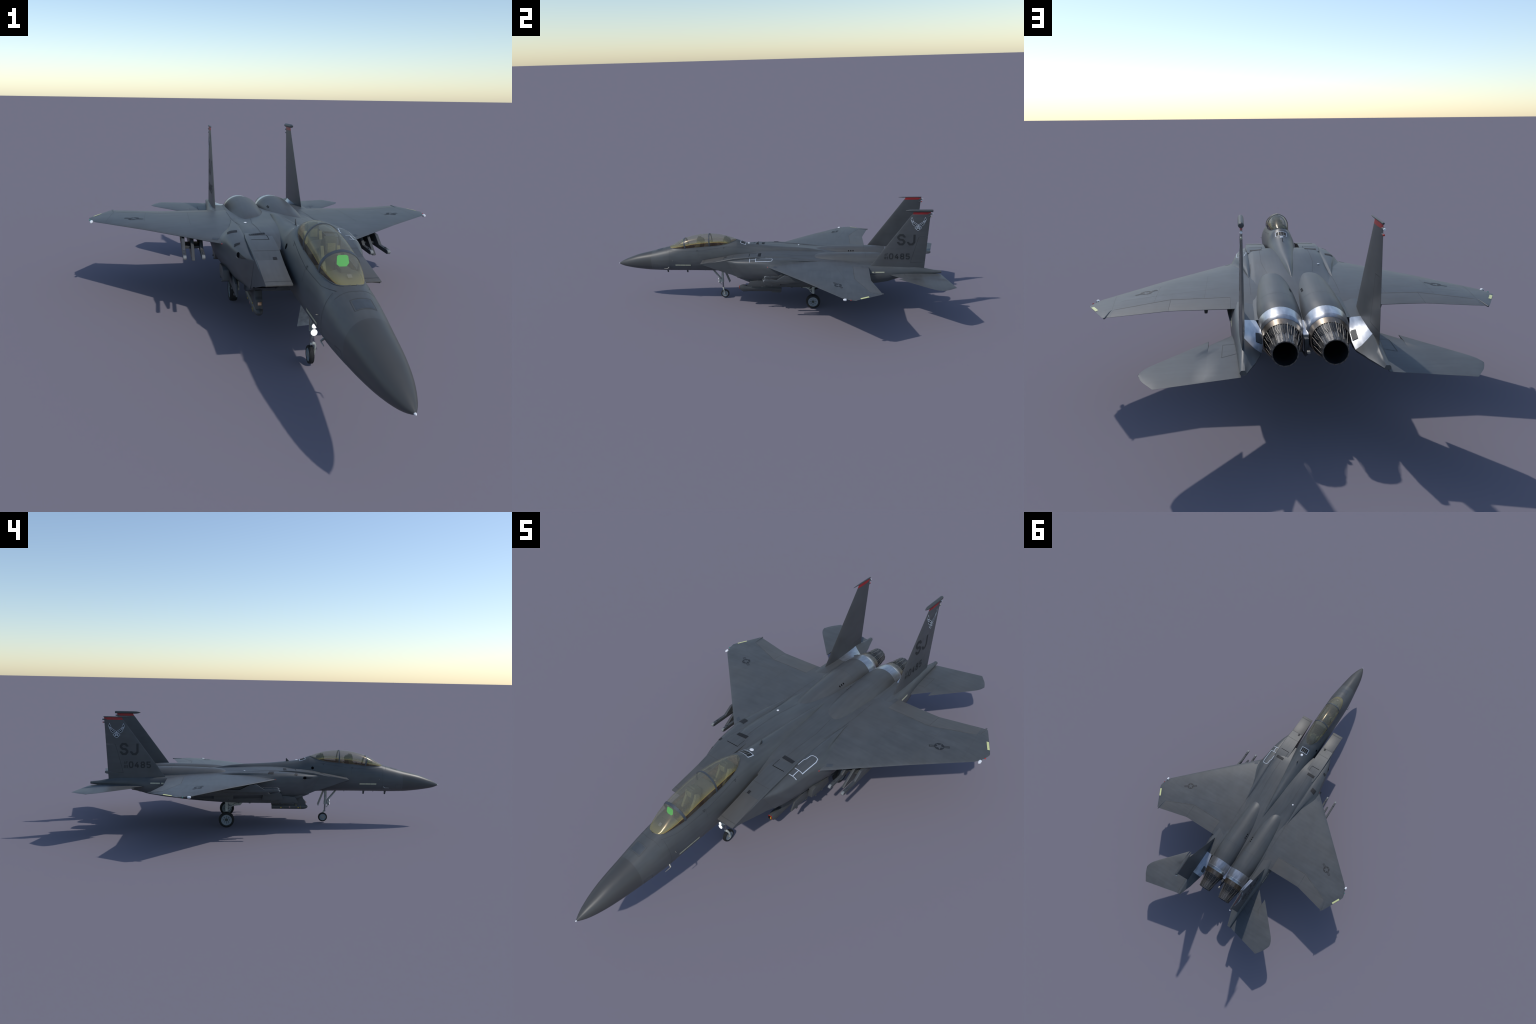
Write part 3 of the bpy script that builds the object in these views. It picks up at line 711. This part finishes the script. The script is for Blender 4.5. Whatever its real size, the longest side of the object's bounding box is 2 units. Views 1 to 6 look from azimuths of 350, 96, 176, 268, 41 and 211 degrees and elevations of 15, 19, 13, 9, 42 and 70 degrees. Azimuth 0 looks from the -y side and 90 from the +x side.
for sg in (1, -1):
    strut = tube("main_landing_gear", [(sg*.124, .226, .150), (sg*.127, .225, .105), (sg*.128, .225, .085)], [.0085, .0085, .0085], M_GEAR, n=16)
    tube("oleo_piston", [(sg*.128, .225, .09), (sg*.129, .225, .046)], .0055, M_CHROME, strut)
    tube("axle", [(sg*.124, .225, .043), (sg*.160, .225, .043)], .006, M_GEAR, strut)
    tube("torque_link", [(sg*.130, .222, .118), (sg*.132, .205, .112), (sg*.131, .207, .100), (sg*.131, .219, .090)], .0025, M_GEAR, strut, n=8)
    tube("torque_link", [(sg*.129, .212, .075), (sg*.129, .203, .062), (sg*.129, .218, .050)], .0022, M_GEAR, strut, n=8)
    tube("drag_brace", [(sg*.120, .130, .150), (sg*.126, .215, .105)], .0045, M_GEAR, strut)
    wheel(strut, (sg*.1480, .2250, .0430), .0430, .0300, .0285, 8, sg)
    prism("gear_bay_fairing", [(.13, .140), (.15, .118), (.20, .112), (.215, .125), (.23, .145)], sg*.112, sg*.120, M_GEAR, strut, bevel=.001)

ng = tube("nose_landing_gear", [(0, -.340, .195), (0, -.341, .16), (0, -.342, .103)], [.0064, .0064, .0060], M_GEAR, n=16)
tube("oleo_piston", [(0, -.342, .105), (0, -.341, .062)], .0046, M_CHROME, ng)
tube("steering_collar", [(0, -.342, .125), (0, -.342, .104)], .0076, M_GEAR, ng, n=16)
tube("drag_brace", [(0, -.406, .190), (0, -.380, .155), (0, -.352, .125)], [.0032, .0032, .0028], M_GEAR, ng)
tube("drag_brace", [(.010, -.402, .188), (.004, -.352, .128)], .0022, M_GEAR, ng, n=8)
tube("drag_brace", [(-.010, -.402, .188), (-.004, -.352, .128)], .0022, M_GEAR, ng, n=8)
tube("hydraulic_line", [(-.008, -.346, .185), (-.010, -.349, .15), (-.007, -.350, .11)], .0014, M_PROBE, ng, n=8)
tube("torque_link", [(0, -.349, .118), (0, -.362, .100), (0, -.350, .086)], .0024, M_GEAR, ng, n=8)
tube("wheel_fork", [(-.003, -.341, .0650), (.004, -.341, .0660), (.0105, -.339, .0630), (.0135, -.336, .055), (.0135, -.333, .042), (.0120, -.331, .0275)], [.0058, .0052, .0042, .0038, .0036, .0040], M_GEAR, ng)
tube("axle", [(-.004, -.331, .0275), (.013, -.331, .0275)], .0034, M_GEAR, ng)
wheel(ng, (.0015, -.331, .0275), .0265, .0150, .0180, 0, 1)
for zz, r in ((.126, .0068), (.1075, .0092)):
    lathe("landing_lamp", [(r*.5, .012), (r, .004), (r*1.05, 0)], (.001, -.366, zz), (0, 1, -.10), M_GEAR, ng, n=20)
    lathe("lamp_lens", [(r*1.0, 0), (r*.7, -.0015), (0, -.002)], (.001, -.366, zz), (0, 1, -.10), M_LIGHT, ng, n=20)
box("lamp_bracket", (0, -.353, .115), (.008, .018, .020), M_GEAR, ng)
bm = bmesh.new()
A = [(-.028, .185, -.330), (.014, .185, -.330), (.012, .104, -.300), (-.030, .100, -.299)]
vs = [[bm.verts.new((x, y+dy, z)) for x, z, y in A] for dy in (0, .0025)]
bm.faces.new(vs[0]); bm.faces.new(vs[1][::-1])
for i in range(4): bm.faces.new((vs[0][i], vs[0][(i+1) % 4], vs[1][(i+1) % 4], vs[1][i]))
finish("nose_gear_door", bm, plain("gear_door_inner_paint", (.30, .32, .32), .5, var=.25), ng, 30)

# ------------------------------------------------------------------ probes and antennas
for sg in (1, -1):
    p = tube("pitot_probe", [(sg*.050, -.660, .2245), (sg*.0685, -.6675, .2160), (sg*.0685, -.670, .2155), (sg*.0685, -.692, .2150)], [.0034, .0026, .0016, .0010], M_PROBE, fus, n=10)
    tube("angle_probe", [(sg*.062, -.634, .264), (sg*.0735, -.637, .2655)], [.0016, .0008], M_PROBE, fus, n=8)
for y, h, w in ((-.6885, .020, .013), (-.5635, .020, .013), (-.620, .007, .006), (-.4510, .008, .006)):
    prism("blade_antenna", [(y-w/2, .190), (y+w/2, .190), (y+w/2-.001, .1865-h), (y-w/2+.004, .1865-h)], -.0016, .0016, M_ANT, fus, bevel=.0006)
prism("blade_antenna", [(-.130, .351), (-.1105, .3700), (-.1085, .3700), (-.1080, .350)], -.0010, .0010, M_ANT, fus, bevel=.0004)
for y in (.28, .15):
    prism("blade_antenna", [(y, .134), (y+.012, .134), (y+.008, .116), (y+.005, .116)], -.001, .001, M_ANT, body, bevel=.0003)

# ------------------------------------------------------------------ surface markings draped on the skin
def bvh_of(*obs):
    V, F = [], []
    for o in obs:
        off = len(V); M = o.matrix_world if not o.parent else o.matrix_local
        V += [v.co.copy() for v in o.data.vertices]; F += [tuple(i+off for i in p.vertices) for p in o.data.polygons]
    return BVHTree.FromPolygons(V, F)
def children(o): return [o]+[c for c in o.children if c.type == 'MESH']

def stroke_quads(pts, w, closed=False):
    """2D polyline -> list of mitred quads"""
    P = [Vector((p[0], p[1])) for p in pts]; n = len(P); L, R = [], []
    for i in range(n):
        a = P[i-1] if (i > 0 or closed) else None
        b = P[(i+1) % n] if (i < n-1 or closed) else None
        d1 = (P[i]-a).normalized() if a is not None else None
        d2 = (b-P[i]).normalized() if b is not None else None
        if d1 is None: d1 = d2
        if d2 is None: d2 = d1
        n1 = Vector((-d1.y, d1.x)); n2 = Vector((-d2.y, d2.x)); m = (n1+n2)
        m = m.normalized() if m.length > 1e-6 else n1
        k = w/2/max(.45, m.dot(n1))
        L.append(P[i]+m*k); R.append(P[i]-m*k)
    q = []
    for i in range(n if closed else n-1):
        j = (i+1) % n; q.append((L[i], L[j], R[j], R[i]))
    return q

def drape(name, polys, frame, bvh, mat, parent, off=.0006, seg=.006):
    """2D polygons placed with frame(u, v) -> (origin, direction), projected on the skin"""
    bm = bmesh.new()
    for poly in polys:
        f = bm.faces.new([bm.verts.new((p[0], p[1], 0)) for p in poly])
    bmesh.ops.remove_doubles(bm, verts=bm.verts[:], dist=1e-7)
    bmesh.ops.triangulate(bm, faces=bm.faces[:])
    for _ in range(5):
        es = [e for e in bm.edges if e.calc_length() > seg]
        if not es: break
        bmesh.ops.subdivide_edges(bm, edges=es, cuts=1)
        bmesh.ops.triangulate(bm, faces=[f for f in bm.faces if len(f.verts) > 3])
    dead = []
    for v in bm.verts:
        o, d = frame(v.co.x, v.co.y)
        o = Vector(o); d = Vector(d).normalized()
        hit, nrm, idx, dist = bvh.ray_cast(o, d)
        if hit is None: dead.append(v); continue
        if nrm.dot(d) > 0: nrm = -nrm
        v.co = hit+nrm*off
    if dead: bmesh.ops.delete(bm, geom=dead, context='VERTS')
    if not bm.faces: bm.free(); return None
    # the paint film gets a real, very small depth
    me = bpy.data.meshes.new(name); bm.to_mesh(me); bm.free()
    me.shade_smooth()
    return link(name, me, mat, parent)

top_frame = lambda u, v: ((u, v, .6), (0, 0, -1))
def side_frame(sg): return lambda u, v: ((sg*.5, u, v), (-sg, 0, 0))
def rect(x0, y0, x1, y1): return [(x0, y0), (x1, y0), (x1, y1), (x0, y1)]
def disc(x, y, r, n=20): return [(x+r*math.cos(2*math.pi*k/n), y+r*math.sin(2*math.pi*k/n)) for k in range(n)]

B_FUS = bvh_of(fus); B_RAD = bvh_of(radome)
for sg in (1, -1):
    B_TOP = bvh_of(intakes[sg], tanks[sg], body, *[c for c in intakes[sg].children])
    B_TANK = bvh_of(tanks[sg], *children(wings[sg]))
    B_WING = bvh_of(*children(wings[sg]))
    B_BOOM = bvh_of(boom[sg]); B_ST = bvh_of(stab[sg])
    X = lambda P: [(sg*p[0], p[1]) for p in P]
    # formation light strips
    for k in range(3):
        drape("formation_light", [rect(-.620+.0322*k, .2325, -.620+.0322*k+.0312, .2405)], side_frame(sg), B_FUS, M_SLIME, fus)
    for a, b in ((.561, .5745), (.581, .6060), (.6065, .632)):
        drape("formation_light", [rect(a, .2490, b, .2560)], side_frame(sg), B_BOOM, M_SLIME, boom[sg])
    for k in range(7):
        p0 = Vector((.6580, .4750)).lerp(Vector((.6350, .5175)), k/7); p1 = Vector((.6580, .4750)).lerp(Vector((.6350, .5175)), (k+.94)/7)
        nv = Vector((-.0080, -.0042))
        drape("formation_light", [X([p0, p1, p1+nv, p0+nv])], top_frame, B_WING, M_SLIME2, wings[sg], off=.0008)
    # intake louvres, slot and vent
    drape("louvre_backing", [X(rect(.090, -.1020, .139, -.0840))], top_frame, B_TOP, M_GRILLE, intakes[sg], off=.0006)
    for k in range(8):
        x0 = .0915+.0060*k
        drape("louvre_slat", [X(rect(x0, -.101, x0+.0016, -.0850))], top_frame, B_TOP, M_MARK, intakes[sg], off=.0014)
    drape("bleed_slot", [X(rect(.088, -.1545, .141, -.1520))], top_frame, B_TOP, M_BLACK, intakes[sg])  # flat black strips drawn for the dark step walls of a sunken panel
    drape("bleed_slot", [X(rect(.0872, -.1545, .0884, -.112))], top_frame, B_TOP, M_BLACK, intakes[sg])
    drape("vent_grille", [X(rect(.093, -.3060, .1035, -.2920))], top_frame, B_TOP, M_GRILLE, intakes[sg], off=.0016)
    for yl in (-.251,):
        drape("panel_seam", stroke_quads(X([(.077, yl), (.154, yl)]), .0011), top_frame, B_TOP, M_SEAM, intakes[sg])
    drape("panel_seam", stroke_quads(X([(.0805, -.430), (.1495, -.430)]), .0012), top_frame, B_TOP, M_SEAM, intakes[sg], off=.0018)
    # tank front seam on the flank
    # walkway seams along the body top
    drape("panel_seam", stroke_quads(X([(.100, -.08), (.100, .10), (.085, .22)]), .0009), top_frame, B_TOP, M_SEAM, body)
    drape("panel_seam", stroke_quads(X([(.14, .10), (.150, .30), (.148, .44)]), .0009), top_frame, bvh_of(body, *children(wings[sg]), boom[sg]), M_SEAM, body)
    for pts in ([(.60, .36), (.582, .53)], [(.30, .20), (.30, .453)], [(.46, .30), (.46, .475)], [(.25, .36), (.57, .44)]):
        drape("panel_seam", stroke_quads(X(pts), .0007), top_frame, B_WING, M_FAINT, wings[sg], off=.0003)
    drape("boom_patch", [X([(.1245, .735), (.143, .735), (.143, .772), (.1265, .772)])], top_frame, bvh_of(*children(boom[sg])), M_STORE, boom[sg], off=.0008)
    # worn, dusty edge along the control-surface hinge
    drape("hinge_stain", stroke_quads(X([(.217, .4535), (.408, .4525), (.577, .5245)]), .0022), top_frame, B_WING, M_STAIN, wings[sg], off=.0003)
    # stabilator panel
    drape("panel_seam", stroke_quads(X([(.200, .745), (.236, .747), (.237, .836), (.199, .815)]), .0013), top_frame, B_ST, M_SEAM, stab[sg])
    # national insignia, low visibility
    ic = Vector((.500, .3625)); ux = Vector((.838, .546)).normalized()
    uy = Vector((ux.y, -ux.x))
    pl = lambda u, v: (sg*(ic.x+ux.x*u+uy.x*v), ic.y+ux.y*u+uy.y*v)
    R = .0195
    star = [(R*(.98 if k % 2 == 0 else .38)*math.sin(math.pi*k/5), R*(.98 if k % 2 == 0 else .38)*math.cos(math.pi*k/5)) for k in range(10)]
    segs = []
    for k in range(5):
        # dark field between the star arms
        t0 = 2*math.pi*k/5
        arc = [(R*math.sin(t0+2*math.pi/5*j/10), R*math.cos(t0+2*math.pi/5*j/10)) for j in range(11)]
        poly = arc+[star[(2*k+2) % 10], star[2*k+1], star[2*k]]
        segs.append([pl(*p) for p in poly])
    bars = []
    for s2 in (1, -1):
        fr = [(s2*R*.98, .0048), (s2*.0385, .0048), (s2*.0385, -.0048), (s2*R*.98, -.0048)]
        bars += [[pl(*p) for p in q] for q in stroke_quads(fr, .0022)]
        bars += [[pl(*p) for p in q] for q in stroke_quads([(s2*R*.98, 0), (s2*.0385, 0)], .0016)]
    drape("national_insignia", segs+bars, top_frame, B_WING, M_MARK, wings[sg], off=.0006)
    # stains and lamp at the wing root leading edge
    drape("root_stain", [X([(.226, -.006), (.243, .010), (.238, .022), (.219, .008)])], top_frame, B_WING, M_BOARD, wings[sg], off=.0005)
    lathe("root_lamp", [(0, -.004), (.0022, -.003), (.003, 0), (0, .003)], (sg*.2135, -.0345, .2795), (0, 1, 0), M_REDLENS, wings[sg], n=12)
    # triangles of the rescue marks along the cockpit flank
    for yy_, zz_ in ((-.317, .343), (-.482, .326)):
        drape("rescue_mark", stroke_quads([(yy_-.004, zz_+.004), (yy_+.004, zz_+.004), (yy_, zz_-.004)], .0012, True), side_frame(sg), B_FUS, M_DARK, fus)
    for pts in ([(-.475, .330), (-.475, .290)], [(-.66, .325), (-.60, .318), (-.475, .324), (-.30, .350)], [(-.655, .32), (-.655, .19)]):
        drape("panel_seam", stroke_quads(pts, .0009), side_frame(sg), B_FUS, M_SEAM, fus, off=.0004)
    drape("access_panel", stroke_quads(rect(-.765, .205, -.735, .235), .0009, True), side_frame(sg), B_FUS, M_SEAM, fus, off=.0004)
    # bleed dots on the nacelle crest
    for yy_ in (.437, .4505, .464):
        drape("bleed_hole", [disc(sg*.0195, yy_, .0035, 12)], top_frame, bvh_of(nacs[sg], body), M_BLACK, nacs[sg])
    drape("panel_seam", stroke_quads([(sg*(NX+.055*math.sin(a)), .53) for a in [(-1+.1*k)*1.2 for k in range(21)]], .0009), top_frame, bvh_of(nacs[sg]), M_SEAM, nacs[sg], off=.0004)
# nose top access panel, radome joint
drape("access_panel", [rect(-.020, -.742, .020, -.712)], top_frame, B_FUS, M_BOARD, fus, off=.0003)
drape("panel_seam", stroke_quads(rect(-.023, -.745, .023, -.709), .0010, True), top_frame, B_FUS, M_SEAM, fus, off=.0005)
drape("panel_seam", stroke_quads([(-.045, -.676), (.0, -.684), (.045, -.676)], .0009), top_frame, B_FUS, M_SEAM, fus, off=.0004)
# dorsal grille behind the canopy, white dome
drape("dorsal_grille", [rect(-.0215, -.2150, .0215, -.1870)], top_frame, B_FUS, M_GRILLE, fus, off=.0006)
drape("dorsal_grille_frame", stroke_quads(rect(-.0235, -.2165, .0235, -.1860), .0026, True), top_frame, B_FUS, M_WHITE, fus, off=.0010)
for x in (-.0105, .0, .0105):
    drape("dorsal_grille_bar", [rect(x-.0007, -.2150, x+.0007, -.1870)], top_frame, B_FUS, M_PROBE, fus, off=.0012)
lathe("dorsal_light", [(.0082, 0), (.0075, .0016), (.005, .0026), (0, .003)], (0, -.168, .3592), (0, .12, 1), M_LENS, fus, n=24)
# right-hand side only: outlet disc, tank scoop, tank grilles and a white button
drape("air_outlet", [disc(-.255, .3230, .0078)], side_frame(-1), B_FUS, M_BLACK, fus, off=.0008)
BT = bvh_of(tanks[-1], body, intakes[-1])
for q in (((-.173, -.147), (-.176, -.159), (-.191, -.154), (-.189, -.138)), ((-.164, -.004), (-.166, -.031), (-.197, -.025), (-.194, .005))):
    drape("tank_grille", [q], top_frame, BT, M_GRILLE, tanks[-1], off=.0008)
    a, b, c, d = [Vector(p) for p in q]
    for t in (.33, .66):
        drape("tank_grille_bar", stroke_quads([a.lerp(b, t), d.lerp(c, t)], .0012), top_frame, BT, M_MARK, tanks[-1], off=.0012)
lathe("upper_beacon", [(.0052, 0), (.0045, .0014), (0, .0018)], (-.118, .130, .3112), (0, 0, 1), M_LENS, body, n=16)
BTR = bvh_of(tanks[-1])
fr_sc = lambda u, v: ((-.35, u, v), (1, 0, 0))
drape("tank_outlet_trough", [[(-.248, .2868), (-.225, .2905), (-.200, .2930), (-.200, .2790), (-.225, .2815)]], fr_sc, BTR, M_MARK, tanks[-1], off=.0005)  # flush dark teardrop decal ahead of the outlet, flat on the skin with no recess modelled
drape("tank_outlet", [[(-.1965+.0095*math.cos(2*math.pi*k/20), .2862+.0078*math.sin(2*math.pi*k/20)) for k in range(20)]], fr_sc, BTR, M_BLACK, tanks[-1], off=.0011)
tube("tank_outlet_lip", [(-.1868, -.206, .2790), (-.1890, -.196, .2775), (-.1905, -.187, .2800)], .0012, M_BODY, tanks[-1], n=8)
# left-hand walkway outline on the tank
BH = bvh_of(tanks[1], wings[1], body, intakes[1], *children(wings[1]))
W = .0027
for pts in ([(.191, -.1440), (.158, -.1460)], [(.1745, -.145), (.1750, -.109)], [(.157, -.109), (.192, -.109), (.1955, -.030), (.1910, -.0135), (.180, -.0110), (.168, -.0130), (.1630, -.0200), (.1605, -.045), (.1560, -.053), (.1550, -.087)]):
    drape("walkway_line", stroke_quads(pts, W), top_frame, BH, M_WHITE, tanks[1], off=.0009, seg=.004)

# ------------------------------------------------------------------ tail lettering
def octo(x0, x1, y0, y1, c=.22):
    return [(x0+c, y0), (x1-c, y0), (x1, y0+c), (x1, y1-c), (x1-c, y1), (x0+c, y1), (x0, y1-c), (x0, y0+c)]
GLYPH = {
 'S': [([(1, .74), (1, .80), (.74, 1), (.26, 1), (0, .80), (0, .70), (.26, .52), (.74, .48), (1, .30), (1, .20), (.74, 0), (.26, 0), (0, .20), (0, .26)], False)],
 'J': [([(1, 1.06), (1, .22), (.72, 0), (.28, 0), (0, .22), (0, .28)], False)],
 '0': [(octo(0, 1, 0, 1, .22), True)],
 '4': [([(.70, 1), (0, .36), (0, .26), (1.08, .26)], False), ([(.74, -.06), (.74, .62)], False)],
 '8': [(octo(.03, .97, .52, 1, .20), True), (octo(0, 1, 0, .52, .20), True)],
 '5': [([(1.02, 1), (.06, 1), (.04, .56), (.74, .58), (1, .42), (1, .18), (.76, 0), (.24, 0), (0, .16)], False)],
 '9': [(octo(0, 1, .48, 1, .2), True), ([(1, .72), (1, .2), (.76, 0), (.24, 0), (0, .16)], False)],
 'A': [([(0, -.06), (.5, 1), (1, -.06)], False), ([(.2, .32), (.8, .32)], False)],
 'F': [([(0, -.06), (0, 1), (1, 1)], False), ([(0, .52), (.8, .52)], False)],
}
def letters(text, y0, y1, z0, z1, sw, gap, sg, bvh, parent, mat, name):
    """text from y0 to y1 (reading direction), stroke width sw"""
    d = 1 if y1 > y0 else -1; n = len(text)
    cw = (abs(y1-y0)-gap*(n-1))/n
    for k, ch in enumerate(text):
        polys = []
        for pts, cl in GLYPH[ch]:
            q = [(y0+d*(k*(cw+gap)+sw/2+p[0]*(cw-sw)), z0+sw/2+p[1]*(z1-z0-sw)) for p in pts]
            polys += stroke_quads(q, sw, cl)
        # strokes overlap, so each is draped as its own film at a slightly different height
        drape(name, polys, side_frame(sg), bvh, mat, parent, off=.0006, seg=.008)

EMB = [  # right half of the winged emblem, (across, up) in units of its height
 [(.53, 1.0), (.605, .83), (.58, .74), (.375, .645)],
 [(.595, .80), (.55, .675), (.015, .33), (.015, .44), (.36, .655)],
 [(.545, .66), (.44, .46), (.30, .35), (.10, .315), (.05, .345)],
 [(.055, .20), (.155, .28), (.275, .205), (.155, .12)],
]
EMC = [[(0, .335), (.07, .265), (0, .195), (-.07, .265)], [(0, 0), (.16, .10), (0, .185), (-.16, .10)]]
for sg in (1, -1):
    bv = bvh_of(*[o for o in children(fins[sg]) if o.name.split('.')[0] in ("tail_fin", "fin_base", "fin_upper", "rudder")])
    par = fins[sg]
    if sg > 0:
        letters("SJ", .698, .799, .4065, .4715, .0118, .008, sg, bv, par, M_DARK, "tail_letter")
        letters("0485", .6565, .7730, .3235, .3590, .0068, .0065, sg, bv, par, M_DARK, "tail_number")
        letters("AF", .6310, .6510, .3440, .3592, .0024, .0035, sg, bv, par, M_DARK, "tail_number")
        letters("89", .6310, .6515, .3235, .3390, .0024, .0035, sg, bv, par, M_DARK, "tail_number")
        ec, ez, eh = .8110, .4925, .0760
    else:
        letters("SJ", .795, .696, .3985, .4635, .0118, .008, sg, bv, par, M_DARK, "tail_letter")
        letters("0485", .7480, .6310, .3300, .3655, .0068, .0065, sg, bv, par, M_DARK, "tail_number")
        letters("AF", .7730, .7525, .3510, .3662, .0024, .0035, sg, bv, par, M_DARK, "tail_number")
        letters("89", .7730, .7525, .3300, .3455, .0024, .0035, sg, bv, par, M_DARK, "tail_number")
        ec, ez, eh = .8110, .4900, .0760
    shapes = [[(s2*u, v) for u, v in poly] for poly in EMB for s2 in (1, -1)]+EMC
    P = [[(ec+u*eh*.90, ez+v*eh) for u, v in poly] for poly in shapes]
    for poly in P:
        drape("emblem_feather", [poly], side_frame(sg), bv, M_DARK, par, off=.0006, seg=.01)
        drape("emblem_outline", stroke_quads(poly, .0017, True), side_frame(sg), bv, M_WHITE, par, off=.0011, seg=.01)

bpy.context.view_layer.update()
